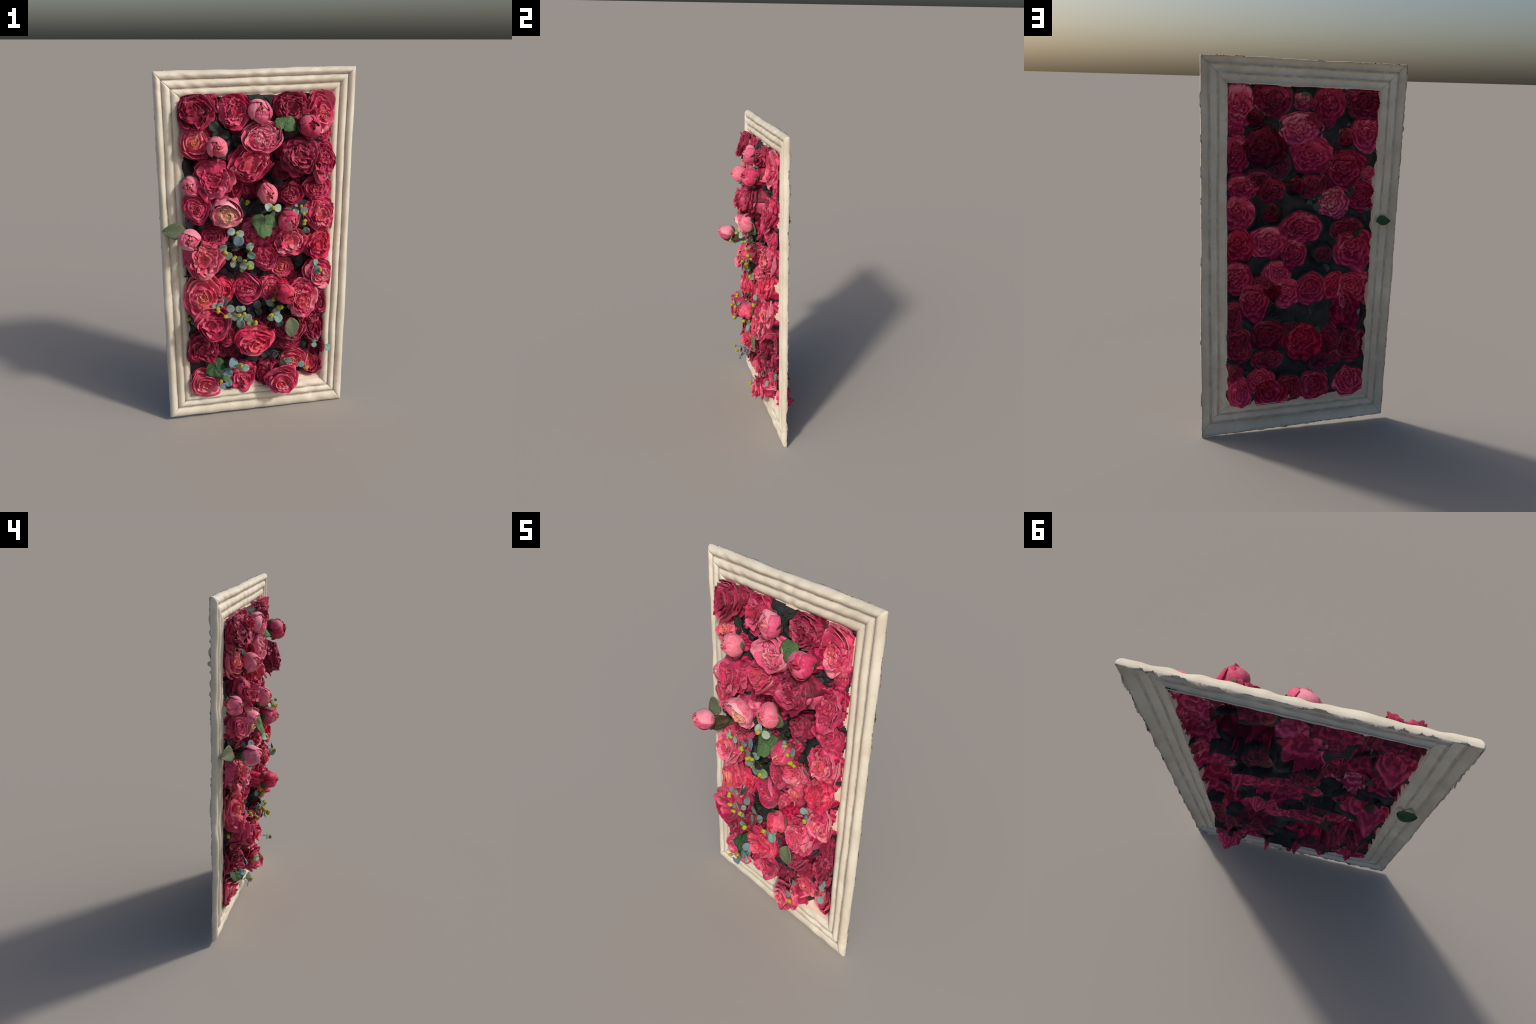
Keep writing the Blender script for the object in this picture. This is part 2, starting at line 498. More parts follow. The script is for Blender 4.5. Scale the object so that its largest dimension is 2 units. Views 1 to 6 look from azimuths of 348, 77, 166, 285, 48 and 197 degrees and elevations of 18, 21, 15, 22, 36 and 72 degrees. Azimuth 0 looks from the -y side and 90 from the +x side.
def rail(i, j, name):
    n = 170
    u = np.linspace(0, 1, n)
    L = {k: v[i][None] * (1 - u[:, None]) + v[j][None] * u[:, None] for k, v in LINE.items()}
    # the old moulding is not quite straight
    for k in L:
        for ax, amp in ((0, 0.0022), (1, 0.003), (2, 0.0022)):
            L[k][:, ax] += amp * np.sin(np.pi * u) ** 0.3 * sines(u, 16, 6) * 0.8
    chew = np.clip(sines(u, 9, 4), 0, 1.2)
    ragged = 0.008 * sines(u, 24, 6) + 0.012 * chew * sines(u, 120, 7) + 0.0012 * rng.normal(size=n)
    ragged *= np.clip(np.minimum(u, 1 - u) * 14, 0.0, 1)
    rows, mats = [], []
    out = L[0] - L[1]
    out[:, 1] = 0
    out /= np.linalg.norm(out, axis=1, keepdims=True)
    F = np.array([0, -1.0, 0])[None]
    o = L[0]
    back = o.copy()
    back[:, 1] += ragged
    front = o.copy()
    front[:, 1] = L[1][:, 1] + 0.002
    rows += [(back, 1), (o * 0.75 + front * 0.25, 1), (o * 0.4 + front * 0.6 + out * 0.0015, 0), (front - out * 0.001, 0)]
    wob = 1 + (0.2 * sines(u, 26, 5) * np.clip(np.minimum(u, 1 - u) * 20, 0, 1))[:, None]

    def ridge(a, b, h, m=9, shade_ends=(0, 1)):
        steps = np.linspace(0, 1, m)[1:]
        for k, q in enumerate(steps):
            shade_row = (shade_ends[0] and k == 0) or (shade_ends[1] and k == m - 2)
            rows.append((a * (1 - q) + b * q + F * h * wob * math.sin(math.pi * q) ** 0.8, 3 if shade_row else 0))

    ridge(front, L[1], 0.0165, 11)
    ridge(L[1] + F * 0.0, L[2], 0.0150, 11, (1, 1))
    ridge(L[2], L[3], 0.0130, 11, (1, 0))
    lip = L[3] - out * 0.002
    lip[:, 1] += 0.004
    rows.append((lip, 0))
    P = np.stack([r[0] for r in rows], 0)
    m = len(rows)
    v = P.reshape(-1, 3)
    f, fm = [], []
    for a in range(m - 1):
        for b in range(n - 1):
            f.append((a * n + b, a * n + b + 1, (a + 1) * n + b + 1, (a + 1) * n + b))
            fm.append(rows[a + 1][1] if a else 1)
    ob = obj_from(name, v, f, [PAINT, EDGE, LEDGE, GROOVE_SHADE], None, fm)
    so = ob.modifiers.new("thickness", "SOLIDIFY")
    so.thickness, so.offset = 0.003, 1
    return ob


frame = bpy.data.objects.new("frame", None)
bpy.context.scene.collection.objects.link(frame)
frame.parent = root
for a, b in ((0, 1), (1, 2), (2, 3), (3, 0)):
    rail(a, b, "frame_rail").parent = frame

# ------------------------------------------------------------------ flowers
def bez(p, s):
    p = np.array(p)
    s = np.clip(s, 0, 1.12)[..., None]
    return (1 - s) ** 3 * p[0] + 3 * (1 - s) ** 2 * s * p[1] + 3 * (1 - s) * s * s * p[2] + s ** 3 * p[3]


def petal(curve, phi, half, ns=9, nt=11, ruffle=0.04, drop=0.3, lay=0.06, scale=1.0, lift=0.0, curl=0.0, roll=0.0):
    s = np.linspace(0, 1, ns)[:, None]
    t = np.linspace(-1, 1, nt)[None]
    se = s * (1 - drop * np.abs(t) ** 2.6) * (1 + ruffle * 0.8 * sines(t, 5, 3))
    rw = bez(curve, se)
    r, w = rw[..., 0] * scale, rw[..., 1] + lift * s
    ang = phi + t * half * (0.5 + 0.5 * np.sqrt(s))
    edge = s ** 1.6 * (0.45 + 0.55 * np.abs(t))
    r = r * (1 + lay * t) + ruffle * edge * sines(t + 0 * s, 3.4, 4) + 0.4 * ruffle * s * sines(t * 1.3 + s * 2.2, 5, 3)
    w = w + 0.7 * ruffle * edge * sines(t + 0 * s, 4.2, 4) + curl * s ** 3 * t ** 2
    r = r + roll * s ** 5
    w = w - 0.4 * np.abs(roll) * s ** 5
    return np.stack([r * np.cos(ang), r * np.sin(ang), w + 0 * t], -1)


OUT_A = [(0.45, -0.50), (0.85, -0.52), (1.02, -0.26), (1.08, -0.10)]
OUT_B = [(0.40, -0.30), (0.70, -0.32), (0.88, -0.02), (0.93, 0.12)]
MID_C = [(0.32, -0.10), (0.52, -0.10), (0.68, 0.16), (0.71, 0.31)]
MID_D = [(0.22, 0.05), (0.36, 0.05), (0.47, 0.26), (0.48, 0.41)]
INN_E = [(0.16, 0.08), (0.27, 0.08), (0.36, 0.30), (0.36, 0.43)]
INN_F = [(0.10, 0.10), (0.20, 0.10), (0.26, 0.32), (0.23, 0.44)]
COR_G = [(0.03, 0.10), (0.12, 0.10), (0.14, 0.38), (0.09, 0.43)]
CUP_A = [(0.50, -0.55), (1.00, -0.60), (1.06, 0.00), (0.98, 0.24)]
CUP_B = [(0.45, -0.40), (0.85, -0.42), (0.94, 0.15), (0.84, 0.38)]
BUD_A = [(0.30, -0.95), (1.16, -0.90), (1.24, 0.42), (0.46, 0.84)]
BUD_B = [(0.35, -0.70), (1.00, -0.65), (1.12, 0.55), (0.24, 0.98)]
BUD_C = [(0.20, 0.0), (0.50, 0.2), (0.40, 0.78), (0.10, 1.06)]

PLUG = [(0.02, 0.24), (0.30, 0.25), (0.50, 0.14), (0.70, -0.10)]
KINDS = {
    # curve, count, half angle, ruffle, tip drop, spiral lay, jitter
    "rose": [(OUT_A, 5, 0.86, 0.085, 0.28, 0.07, 0.07), (OUT_B, 5, 0.84, 0.09, 0.28, 0.08, 0.08), (MID_C, 4, 0.90, 0.085, 0.26, 0.09, 0.08),
             (MID_D, 3, 1.0, 0.08, 0.26, 0.10, 0.06), (INN_F, 3, 1.0, 0.06, 0.2, 0.18, 0.04), (COR_G, 2, 1.3, 0.03, 0.15, 0.25, 0.02)],
    "peony": [(OUT_A, 5, 0.80, 0.11, 0.24, 0.05, 0.08), (OUT_B, 6, 0.70, 0.12, 0.24, 0.05, 0.10), (MID_C, 5, 0.60, 0.13, 0.22, 0.05, 0.12), ("scoops", 13, 0.30, 0.10, 0, 0, 0)],
    "cup": [(CUP_A, 4, 0.98, 0.06, 0.26, 0.06, 0.05), (CUP_B, 5, 0.85, 0.065, 0.26, 0.07, 0.05), (MID_D, 4, 0.75, 0.08, 0.25, 0.08, 0.09), ("scoops", 9, 0.28, 0.08, 0, 0, 0)],
    "bud": [(BUD_A, 4, 1.05, 0.035, 0.22, 0.05, 0.03), (BUD_B, 4, 0.95, 0.045, 0.22, 0.05, 0.03), (BUD_C, 5, 0.75, 0.06, 0.2, 0.08, 0.05)],
}


def scoop(r0, az, lean, length, width, ruffle):
    """A free petal of the crumpled middle: stands up from the disc, leans outward and cups inward."""
    ns, nt = 9, 11
    s = np.linspace(0, 1, ns)[:, None]
    t = np.linspace(-1, 1, nt)[None]
    rad = np.array([math.cos(az), math.sin(az), 0.0])
    sid = np.array([-math.sin(az), math.cos(az), 0.0])
    axi = np.array([0, 0, 1.0])
    up = axi * math.cos(lean) + rad * math.sin(lean)
    nrm = axi * math.sin(lean) - rad * math.cos(lean)
    se = s * (1 - 0.25 * np.abs(t) ** 2.5) * (1 + ruffle * sines(t, 4, 3))
    hw = width * (0.45 + 0.55 * np.sqrt(s)) * t
    cup = 0.30 * width * t ** 2 + 0.22 * length * (se - 0.45) ** 2 * np.sign(0.5 - se) + ruffle * s * sines(t + 0.8 * s, 3.6, 4)
    base = rad * r0 - axi * 0.02
    return base + se[..., None] * length * up + hw[..., None] * sid + (cup + 0 * t)[..., None] * nrm


VIEW = Vector((0.12, 0.97, -0.2)).normalized()

blooms = []
petal_count = 0
for kind, colour, x, y, z, rx, rz, tx, ty in FLOWERS:
    W = (Vector((-0.10, -0.97, 0.17)) + Vector((0.75 * tx, 0, -0.75 * ty))).normalized()
    U = UP.cross(W).normalized() * -1
    U = Vector((0, 0, 1)).cross(W).normalized()
    V = W.cross(U).normalized()
    R = (rx * rz) ** 0.5
    depth = R * (1.0 if kind == "bud" else 1.05)
    c = Vector((x, y, z)) + VIEW * R * (0.08 if kind == "bud" else 0.16)
    roll = random.uniform(0, 6.28)
    M = Matrix(((U.x * rx, V.x * rz, W.x * depth, c.x), (U.y * rx, V.y * rz, W.y * depth, c.y), (U.z * rx, V.z * rz, W.z * depth, c.z), (0, 0, 0, 1)))
    blooms.append(dict(kind=kind, colour=colour, M=M, c=c, R=R, rx=rx, rz=rz, W=W, roll=roll))

# ------------------------------------------------------------------ relief that carries the blooms: dark foliage in the gaps,
# a hollow receptacle behind every bloom
NX, NZ = 310, 660
ga, gb = np.meshgrid(np.linspace(0, 1, NX), np.linspace(0, 1, NZ))
inner = [p + np.array([dx, 0, dz]) for p, dx, dz in zip(LINE[3], (-0.006, 0.006, 0.006, -0.006), (0.006, 0.006, -0.006, -0.006))]
TL, TR, BR, BL = inner
GX = (BL[0] * (1 - ga) + BR[0] * ga) * (1 - gb) + (TL[0] * (1 - ga) + TR[0] * ga) * gb
GZ = (BL[2] * (1 - ga) + BR[2] * ga) * (1 - gb) + (TL[2] * (1 - ga) + TR[2] * ga) * gb


def fbm(x, z, k, seed):
    out = np.zeros_like(x)
    r = np.random.default_rng(seed)
    for o in range(14):
        a = r.uniform(0, 6.28)
        f = k * r.uniform(0.5, 1.6)
        out += np.sin(f * (x * math.cos(a) + z * math.sin(a)) + r.uniform(0, 6.28)) / 4
    return out


floor = pit(GX, GZ) + 0.012 * fbm(GX, GZ, 45, 1) * np.sin(np.pi * ga) ** 0.3 * np.sin(np.pi * gb) ** 0.3
# places where the filling is packed up towards the front
for px, pz in [(0.22, 1.17), (0.26, 1.74), (0.08, 1.80), (-0.23, 1.47), (-0.14, 1.25), (0.13, 0.70), (0.32, 1.26), (0.18, 0.43), (-0.09, 0.26), (-0.36, 1.84), (0.35, 1.72), (-0.12, 0.97)]:
    floor -= 0.045 * np.exp(-((GX - px) ** 2 + (GZ - pz) ** 2) / 0.055 ** 2)
Y = floor.copy()
owner = np.full(GX.shape, -1)
for b in blooms:
    if b["kind"] != "bud":
        rho = np.hypot((GX - b["c"].x) / b["rx"], (GZ - b["c"].z) / b["rz"])
        Y = np.maximum(Y, np.where(rho < 1.25, b["c"].y + 0.42 * b["R"], -9))
hollow = Y.copy()
for k, b in enumerate(blooms):
    if b["c"].x < -0.375:
        continue
    bud = b["kind"] == "bud"
    fat = 0.74 if bud else 1.0
    dx, dz = (GX - b["c"].x) / (b["rx"] * fat), (GZ - b["c"].z) / (b["rz"] * fat)
    th = np.arctan2(dz, dx)
    lob = 1 + 0.05 * np.sin(5 * th + k) + 0.03 * np.sin(8 * th + 2 * k)
    rho = np.hypot(dx, dz) / lob
    rc = np.clip(rho, 0, 1)
    ph = 14 * rc + 2.2 * np.sin(3 * th + k) + 1.2 * np.sin(5 * th + 3 * k) + th + k
    swirl = 0.14 * (np.sin(ph) + 0.45 * np.sin(2 * ph) + 0.25 * np.sin(3 * ph)) * np.clip(rc * 2, 0, 1) * (1.2 - rc)
    w = 0.22 - 0.50 * rc ** 2.4 + swirl + 0.035 * fbm(GX, GZ, 130, k)
    dome = b["c"].y - w * b["R"]
    wall = 0.45 if bud else 0.34
    t = np.clip((rho - 0.93) / wall, 0, 1)
    t = t * t * (3 - 2 * t)
    yy = dome * (1 - t) + hollow * t
    hit = (rho < 0.93 + wall) & (yy < Y)
    Y = np.where(hit, yy, Y)
    own = hit & (rho < 1.15 + 0.04 * np.sin(4 * th + k))
    if bud:
        own = hit & (rho < 1.22)
    owner = np.where(own, k, np.where(hit, -1, owner))
# folded tips of foliage that hang out behind, in scattered places
spots = [(0.36, 0.40, 0.155, 0.022), (0.355, 0.30, 0.165, 0.026), (0.33, 0.20, 0.205, 0.042), (0.12, 0.26, 0.160, 0.028), (-0.03, 0.24, 0.135, 0.026),
         (-0.16, 0.23, 0.105, 0.024), (-0.30, 0.21, 0.095, 0.03), (0.24, 1.06, 0.100, 0.030), (0.055, 1.43, 0.075, 0.034), (0.15, 0.88, 0.115, 0.034), (-0.333, 0.89, 0.110, 0.042), (-0.342, 1.52, 0.085, 0.036), (-0.11, 1.60, 0.065, 0.040),
         (-0.24, 0.64, 0.110, 0.040), (-0.32, 0.45, 0.115, 0.036), (0.30, 0.50, 0.155, 0.030), (-0.20, 0.50, 0.115, 0.032), (0.05, 0.63, 0.100, 0.03), (-0.33, 0.55, 0.085, 0.026)]
for q in range(16):
    gi, gj = rng.integers(8, NX - 8), rng.integers(14, NZ - 14)
    if owner[gj, gi] == -1:
        spots.append((GX[gj, gi], GZ[gj, gi], Y[gj, gi] + rng.uniform(0.02, 0.045), rng.uniform(0.02, 0.032)))
for sx, sz, sy, sg in spots:
    wgt = np.exp(-(((GX - sx) / sg) ** 2 + ((GZ - sz) / (sg * 1.3)) ** 2) ** 0.8)
    Y = Y + np.maximum(sy - Y, 0) * wgt
# meet the rebate at the border
sill = np.minimum(np.minimum(ga, 1 - ga) * 0.8, (1 - gb) * 1.71)
foot = np.clip((gb * 1.71 - 0.006) / (0.030 + 0.028 * ga), 0, 2)
e = np.minimum(np.clip(sill / 0.024, 0, 1), np.clip(foot, 0, 1))
e = e * e * (3 - 2 * e)
rim_y = (BL[1] * (1 - ga) + BR[1] * ga) * (1 - gb) + (TL[1] * (1 - ga) + TR[1] * ga) * gb + 0.003
Y = Y * e + rim_y * (1 - e)
wav = 0.5 + 0.5 * np.clip(fbm(GX, GZ, 60, 77), -0.8, 0.8)
owner = np.where((sill < 0.004 + 0.010 * wav) | (foot < 0.75 + 0.3 * wav) & (owner == -1), -2, owner)


def clear_of_frame(P):
    """Keep petals in front of the relief, and in front of the moulding where they spread over it."""
    x, y, z = P[..., 0], P[..., 1], P[..., 2]
    a = np.clip((x - TL[0]) / (TR[0] - TL[0]), 0, 1)
    b = np.clip((z - BL[2]) / (TL[2] - BL[2]), 0, 1)
    i, j = np.rint(a * (NX - 1)).astype(int), np.rint(b * (NZ - 1)).astype(int)
    lim = Y[j, i] - 0.002 - rng.uniform(0, 0.005)
    face = (LINE[2][0][1] * (1 - a) + LINE[2][1][1] * a) * b + (LINE[2][3][1] * (1 - a) + LINE[2][2][1] * a) * (1 - b) - 0.02
    over = (x < TL[0] + 0.012) | (x > TR[0] - 0.012) | (z > 1.845 + 0.02 * a) | (z < 0.165)
    lim = np.where(over, np.minimum(lim, face), lim)
    Q = P.copy()
    squeeze = lambda v, lo, hi: np.where(v < lo, lo + 0.35 * (v - lo), np.where(v > hi, hi + 0.35 * (v - hi), v))
    Q[..., 0] = squeeze(x, -0.412, 0.404)
    Q[..., 2] = squeeze(z, 0.145, 1.862 + 0.018 * a)
    Q[..., 1] = np.minimum(y, lim)
    return Q


grid = np.stack([GX, Y, GZ], -1).reshape(-1, 3)
cell = {}
for j in range(NZ - 1):
    for i in range(NX - 1):
        q = (j * NX + i, j * NX + i + 1, (j + 1) * NX + i + 1, (j + 1) * NX + i)
        cell.setdefault(int(owner[j, i]), []).append(q)


def relief(name, faces, mat, parent, inv=None):
    used = sorted({i for f in faces for i in f})
    ix = {g: n for n, g in enumerate(used)}
    v = [grid[g] for g in used]
    if inv is not None:
        v = [inv @ Vector(p) for p in v]
    return obj_from(name, v, [tuple(ix[g] for g in f) for f in faces], [mat], parent)


ledge = relief("rebate_ledge", cell[-2], LEDGE, frame)
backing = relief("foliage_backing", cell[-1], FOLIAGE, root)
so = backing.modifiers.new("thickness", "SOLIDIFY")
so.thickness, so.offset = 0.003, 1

# ------------------------------------------------------------------ build the blooms
for k, b in enumerate(blooms):
    inv = b["M"].inverted()
    mat = PETAL[b["colour"]]
    name = "flower_bud" if b["kind"] == "bud" else ("rose" if b["kind"] == "rose" else "peony")
    core = Builder()
    own = []
    A, Ai = np.array(b["M"]), np.array(inv)
    wp = [(rng.normal(size=3) * 2.0, rng.uniform(0, 6.28), rng.normal(size=3) * 0.045) for _ in range(5)]

    def settle(P):
        P = P + sum(np.sin(P @ d + ph)[..., None] * amp for d, ph, amp in wp)
        Wd = P @ A[:3, :3].T + A[:3, 3]
        if b["c"].x > -0.375:
            Wd = clear_of_frame(Wd)
        return (Wd - Ai[:3, 3] * 0 - A[:3, 3]) @ Ai[:3, :3].T

    for li, (curve, n, half, ruf, drop, lay, jit) in enumerate(KINDS[b["kind"]]):
        ph = b["roll"] + li * 0.7
        big = li < 2
        if curve == "scoops":
            low = -0.12 if b["kind"] == "cup" else 0.0
            for i in range(n):
                r0 = 0.60 * math.sqrt((i + 0.3) / n)
                P = scoop(r0, i * 2.4 + rng.uniform(-0.4, 0.4), rng.uniform(0.15, 0.55) + 0.5 * r0, rng.uniform(0.36, 0.50), half * rng.uniform(0.8, 1.25), ruf)
                P[..., 2] += low + 0.10 - 0.18 * r0
                core.sheet(settle(P), 0.015, int(rng.choice([0, 0, 0, 1, 1, 2, 2, 2])))
            continue
        for i in range(n):
            phi = ph + (i + rng.uniform(-0.22, 0.22)) * 2 * math.pi / n
            cv = [(r + (jit * 0.4 * rng.normal() if q else 0), w) for q, (r, w) in enumerate(curve)]
            low = -0.16 if b["kind"] == "cup" and li >= 2 else 0
            cv = [(r, w + low) for r, w in cv]
            hand = rng.choice([1, 1, 1, -1]) if b["kind"] == "peony" else 1
            roll = 0.0 if b["kind"] == "bud" else rng.uniform(-0.04, 0.14) * (1 if big else 0.6)
            P = petal(cv, phi, half * rng.uniform(0.82, 1.15), 10 if big else 8, 13 if big else 11, ruf, drop, lay * hand,
                      1 + jit * 0.6 * rng.normal(), jit * rng.normal(), rng.uniform(-0.05, 0.12) if big else 0.0, roll)
            P = settle(P)
            tone = int(rng.choice([0, 0, 0, 1, 1, 2, 2, 2]))
            if li == 0 and i < 4 and len(own) < 4:
                pb = Builder()
                pb.sheet(P, 0.015)
                own.append((pb, tone))
            else:
                core.sheet(P, 0.015, tone)
    # the packed middle that closes the bloom behind its petals
    plug = [(0.02, 0.70), (0.30, 0.72), (0.70, 0.52), (0.88, 0.1)] if b["kind"] == "bud" else [(r, w - (0.16 if b["kind"] == "cup" else 0)) for r, w in PLUG]
    pl = petal(plug, 0.0, math.pi, 9, 25, 0.0, 0.0, 0.0)
    sp = np.linspace(0, 1, 9)[:, None]
    an = np.linspace(-math.pi, math.pi, 25)[None]
    rw = bez(plug, sp + 0 * an)
    rip = 0.04 * np.sin(an * 5 + b["roll"]) * sp
    P = np.stack([rw[..., 0] * np.cos(an), rw[..., 0] * np.sin(an), rw[..., 1] + rip], -1)
    core.sheet(settle(P[:, ::-1]), 0.01, 1)
    pair = mat
    if k in cell:
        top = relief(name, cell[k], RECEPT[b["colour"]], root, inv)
        top.matrix_world = b["M"]
        cl = core.obj("petal_cluster", pair, top)
        cl["kind"] = "stuff"
    else:
        top = core.obj(name, pair, root)
        top.matrix_world = b["M"]
    for pb, tone in own:
        pb.obj("petal", [pair[tone]], top)
    b["top"] = top


# ------------------------------------------------------------------ leaves
def blade(n_len, n_wid, outline, fold=0.12, bend=0.2, wave=0.03):
    """A leaf blade of unit length along +y, face to +z; outline(s) gives the half width."""
    s = np.linspace(0, 1, n_len)[:, None]
    t = np.linspace(-1, 1, n_wid)[None]
    hw = outline(s)
    xx = hw * t
    yy = s + 0 * t
    zz = fold * np.abs(xx) - bend * (s - 0.3) ** 2 + wave * sines(s * 1.0 + t * 0.7, 5, 3)
    return np.stack([xx, yy, zz + 0 * t], -1)


def round_outline(s):
    return 0.46 * np.sqrt(np.clip(1 - (2 * s - 1) ** 2, 0, 1)) ** 0.85 + 0.012


def oval_outline(s):
    return 0.34 * np.sin(np.pi * np.clip(s, 0, 1) ** 0.8) ** 0.8 + 0.01


def lobed(lobes, n=61):
    """Palmate leaf as a fan of rings."""
    th = np.linspace(-3.12, 3.12, n)[None]
    s = np.linspace(0, 1, 9)[:, None]
    r = (0.37 + 0.17 * np.abs(np.cos(th * lobes / 2.0)) ** 0.9 + 0.02 * np.sin(th * 13 + 1) + 0.02 * np.sin(th * 7)) * (1 - 0.12 * np.abs(th / 2.6))
    x = s * r * np.sin(th)
    yv = s * r * np.cos(th) + 0.42
    zz = 0.035 * s * np.cos(th * lobes) - 0.25 * (s * r) ** 2 + 0.02 * sines(th + s, 4, 3)
    return np.stack([x + 0 * yv, yv, zz], -1)


def place(ob, pos, normal, along, size):
    Wn = Vector(normal).normalized()
    Yv = Vector(along)
    Yv = (Yv - Wn * Yv.dot(Wn)).normalized()
    Xv = Yv.cross(Wn)
    M = Matrix.Identity(4)
    for i in range(3):
        M[i][0], M[i][1], M[i][2] = Xv[i] * size, Yv[i] * size, Wn[i] * size
    M.translation = Vector(pos) - Yv * size * 0.5
    ob.matrix_world = M


SHAPES = []
for q in range(5):
    bl = Builder()
    bl.sheet(blade(10, 9, round_outline, rng.uniform(0.05, 0.3), rng.uniform(0.1, 0.5), 0.03), 0.05)
    SHAPES.append(bl)

# eucalyptus, gathered into sprigs by nearness
sprigs = []
items = [("leaf",) + l for l in SPRIG_LEAVES] + [("pod",) + l for l in SPRIG_BUDS]
for it in items:
    p = Vector(it[2:5])
    best = min(sprigs, key=lambda s: (s["c"] - p).length, default=None)
    if best is not None and (best["c"] - p).length < 0.11:
        best["m"].append(it)
    else:
        sprigs.append(dict(c=p, m=[it]))


def tube(path, r0, r1, n=6):
    path = [Vector(p) for p in path]
    v, f = [], []
    for i, p in enumerate(path):
        d = (path[min(i + 1, len(path) - 1)] - path[max(i - 1, 0)]).normalized()
        a = d.orthogonal().normalized()
        bb = d.cross(a)
        r = r0 + (r1 - r0) * i / (len(path) - 1)
        v += [p + (a * math.cos(q * 2 * math.pi / n) + bb * math.sin(q * 2 * math.pi / n)) * r for q in range(n)]
    for i in range(len(path) - 1):
        f += [(i * n + q, i * n + (q + 1) % n, (i + 1) * n + (q + 1) % n, (i + 1) * n + q) for q in range(n)]
    f.append(tuple(range(n))[::-1])
    f.append(tuple((len(path) - 1) * n + q for q in range(n)))
    return v, f


for s in sprigs:
    pts = [Vector(m[2:5]) for m in s["m"]]
    c = sum(pts, Vector()) / len(pts)
    rx_, rz_ = min(max(c.x * 0.97, -0.37), 0.36), min(max(c.z - 0.02, 0.2), 1.8)
    gi = int((rx_ - TL[0]) / (TR[0] - TL[0]) * (NX - 1))
    gj = int((rz_ - BL[2]) / (TL[2] - BL[2]) * (NZ - 1))
    root_pt = Vector((rx_, Y[gj, gi] - 0.006, rz_))
    v, f = [], []
    mid = c + Vector((0, 0.035, 0))
    mid.y = min(mid.y, root_pt.y - 0.004)
    for a, bpt in [(root_pt, mid)] + [(mid, p + Vector((0, 0.006, 0))) for p in pts]:
        q = (a + bpt) / 2 + Vector((0, 0.006, 0.006))
        tv, tf = tube([a, (a + q) / 2, q, (q + bpt) / 2, bpt], 0.0018, 0.0009)
        f += [tuple(i + len(v) for i in g) for g in tf]
        v += tv
    top = obj_from("eucalyptus_sprig", v, f, [STEM], root)
    for m in s["m"]:
        p = Vector(m[2:5])
        nrm = Vector((rng.normal() * 0.35 - 0.1, -1, rng.normal() * 0.35 + 0.25))
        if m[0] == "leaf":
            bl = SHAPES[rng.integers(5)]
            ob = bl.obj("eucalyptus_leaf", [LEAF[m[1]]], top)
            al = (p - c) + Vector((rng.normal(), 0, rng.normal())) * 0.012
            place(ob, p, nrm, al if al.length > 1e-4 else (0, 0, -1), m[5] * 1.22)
        else:
            # a little cluster of bell pods
            pv = Builder()
            for w in range(rng.integers(2, 4)):
                g = np.linspace(0, 1, 7)[:, None]
                th = np.linspace(0, 2 * math.pi, 10)[None]
                r = 0.26 * np.sin(np.pi * (0.12 + 0.72 * g)) * (1 + 0.10 * np.cos(4 * th)) * rng.uniform(0.85, 1.15)
                o = np.array([rng.uniform(-0.16, 0.16), rng.uniform(-0.16, 0.16) + 0.45, rng.uniform(-0.05, 0.2)])
                P = np.stack([r * np.cos(th), r * np.sin(th), 0.55 * (g - 0.5) + 0 * th], -1) + o
                pv.sheet(P[:, ::-1], 0.03)
                cap = np.stack([r[-1:] * np.linspace(1, 0.05, 4)[:, None] * np.cos(th), r[-1:] * np.linspace(1, 0.05, 4)[:, None] * np.sin(th),
                                0.275 - 0.12 * (1 - np.linspace(1, 0.05, 4)[:, None]) + 0 * th], -1) + o
                pv.sheet(cap[:, ::-1], 0.03)
            ob = pv.obj("seed_pod", [YELLOW], top)
            place(ob, p, nrm, (rng.normal() * 0.3, 0, 1), m[5] * 1.4)

# larger green leaves
for kind, mat, pos, nrm, along, size in [
    ("lobed", "green", (0.131, -0.046, 1.735), (-0.1, -0.8, 0.6), (0.35, 0, 1), 0.105),
    ("lobed", "green", (0.010, -0.071, 1.192), (0.0, -0.85, 0.5), (-0.1, 0, -1), 0.125),
    ("lobed", "deep", (-0.245, -0.005, 0.335), (-0.1, -0.8, 0.6), (0.5, 0, -0.6), 0.115),
    ("oval", "olive", (0.175, -0.048, 0.575), (0.15, -1, 0.1), (0.05, 0, -1), 0.125),
    ("oval", "brown", (0.165, -0.02, 1.69), (-0.3, -1, 0.2), (0.2, 0, 1), 0.105),
    ("oval", "olive", (-0.462, -0.020, 1.172), (-0.1, -0.9, 0.35), (-1, 0, 0.10), 0.125),
    ("oval", "deep", (-0.458, 0.050, 1.172), (0.1, 0.8, 0.6), (-1, 0, 0.05), 0.080),
    ("oval", "plum", (-0.375, 0.0, 1.205), (-0.2, -1, 0.1), (0.1, 0, -1), 0.075),
    ("oval", "green", (-0.355, -0.09, 1.118), (-0.3, -0.9, -0.1), (0.3, 0, -1), 0.06),
    ("oval", "olive", (0.055, -0.045, 1.33), (0.6, -0.6, -0.4), (0.3, 0, 1), 0.11),
    ("oval", "brown", (0.09, -0.02, 1.22), (0.2, -1, 0.3), (0.8, 0, -0.5), 0.09),
    ("oval", "brown", (-0.35, -0.07, 1.14), (0.8, -0.4, 0.2), (0.2, 1, 0.1), 0.12),
    ("oval", "brown", (-0.36, -0.06, 1.13), (0.3, -0.3, 0.9), (0.3, 1, 0.0), 0.12),
]:
    bl = Builder()
    bl.sheet(lobed(3) if kind == "lobed" else blade(14, 9, oval_outline, 0.25, 0.25, 0.04), 0.02)
    ob = bl.obj("leaf", [LEAF[mat]], root)
    place(ob, pos, nrm, along, size * (1.15 if kind == "lobed" else 1.0))

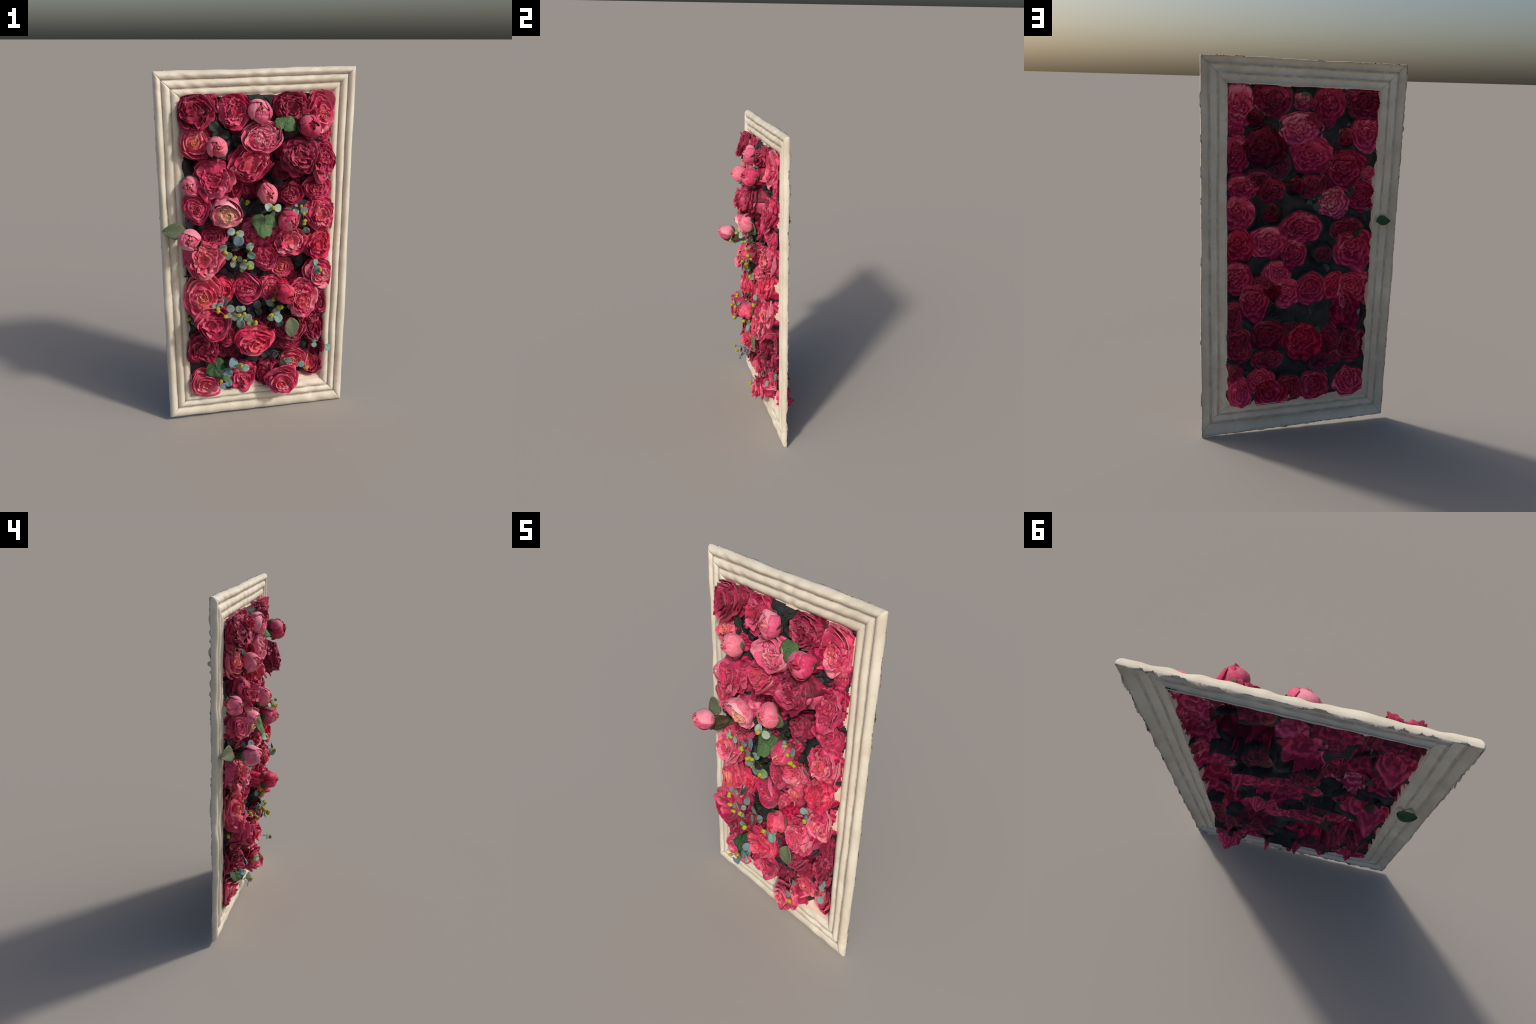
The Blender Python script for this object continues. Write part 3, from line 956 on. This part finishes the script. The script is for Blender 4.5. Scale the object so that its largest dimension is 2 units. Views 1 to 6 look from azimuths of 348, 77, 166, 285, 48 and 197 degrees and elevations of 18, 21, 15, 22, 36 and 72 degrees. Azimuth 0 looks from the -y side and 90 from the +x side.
# stalk of the bud that leans out over the frame
v, f = tube([(-0.30, 0.05, 1.10), (-0.34, 0.0, 1.115), (-0.37, -0.06, 1.135), (-0.395, -0.10, 1.148)], 0.016, 0.022, 10)
obj_from("bud_stalk", v, f, [LEAF["brown"]], root)

# green sepals under the buds
for b in blooms:
    if b["kind"] != "bud":
        continue
    for i in range(4):
        a = b["roll"] + i * 1.57 + rng.uniform(-0.2, 0.2)
        ns, nt = 8, 7
        s = np.linspace(0, 1, ns)[:, None]
        t = np.linspace(-1, 1, nt)[None]
        rw = bez([(0.25, -1.0), (1.0, -0.98), (1.16, -0.3), (1.02, 0.05)], s * (0.75 + 0.2 * rng.uniform()) + 0 * t)
        an = a + t * 0.5 * np.sin(np.pi * (0.25 + 0.74 * s)) ** 0.8
        P = np.stack([rw[..., 0] * np.cos(an), rw[..., 0] * np.sin(an), rw[..., 1]], -1)
        sb = Builder()
        A = np.array(b["M"])
        Wd = P @ A[:3, :3].T + A[:3, 3]
        if b["c"].x > -0.375:
            Wd = clear_of_frame(Wd)
        P = (Wd - A[:3, 3]) @ np.array(b["M"].inverted())[:3, :3].T
        sb.sheet(P, 0.03)
        sb.obj("sepal", [LEAF[("olive", "green", "brown")[i % 3]]], b["top"])

# dark leaves deep in the gaps
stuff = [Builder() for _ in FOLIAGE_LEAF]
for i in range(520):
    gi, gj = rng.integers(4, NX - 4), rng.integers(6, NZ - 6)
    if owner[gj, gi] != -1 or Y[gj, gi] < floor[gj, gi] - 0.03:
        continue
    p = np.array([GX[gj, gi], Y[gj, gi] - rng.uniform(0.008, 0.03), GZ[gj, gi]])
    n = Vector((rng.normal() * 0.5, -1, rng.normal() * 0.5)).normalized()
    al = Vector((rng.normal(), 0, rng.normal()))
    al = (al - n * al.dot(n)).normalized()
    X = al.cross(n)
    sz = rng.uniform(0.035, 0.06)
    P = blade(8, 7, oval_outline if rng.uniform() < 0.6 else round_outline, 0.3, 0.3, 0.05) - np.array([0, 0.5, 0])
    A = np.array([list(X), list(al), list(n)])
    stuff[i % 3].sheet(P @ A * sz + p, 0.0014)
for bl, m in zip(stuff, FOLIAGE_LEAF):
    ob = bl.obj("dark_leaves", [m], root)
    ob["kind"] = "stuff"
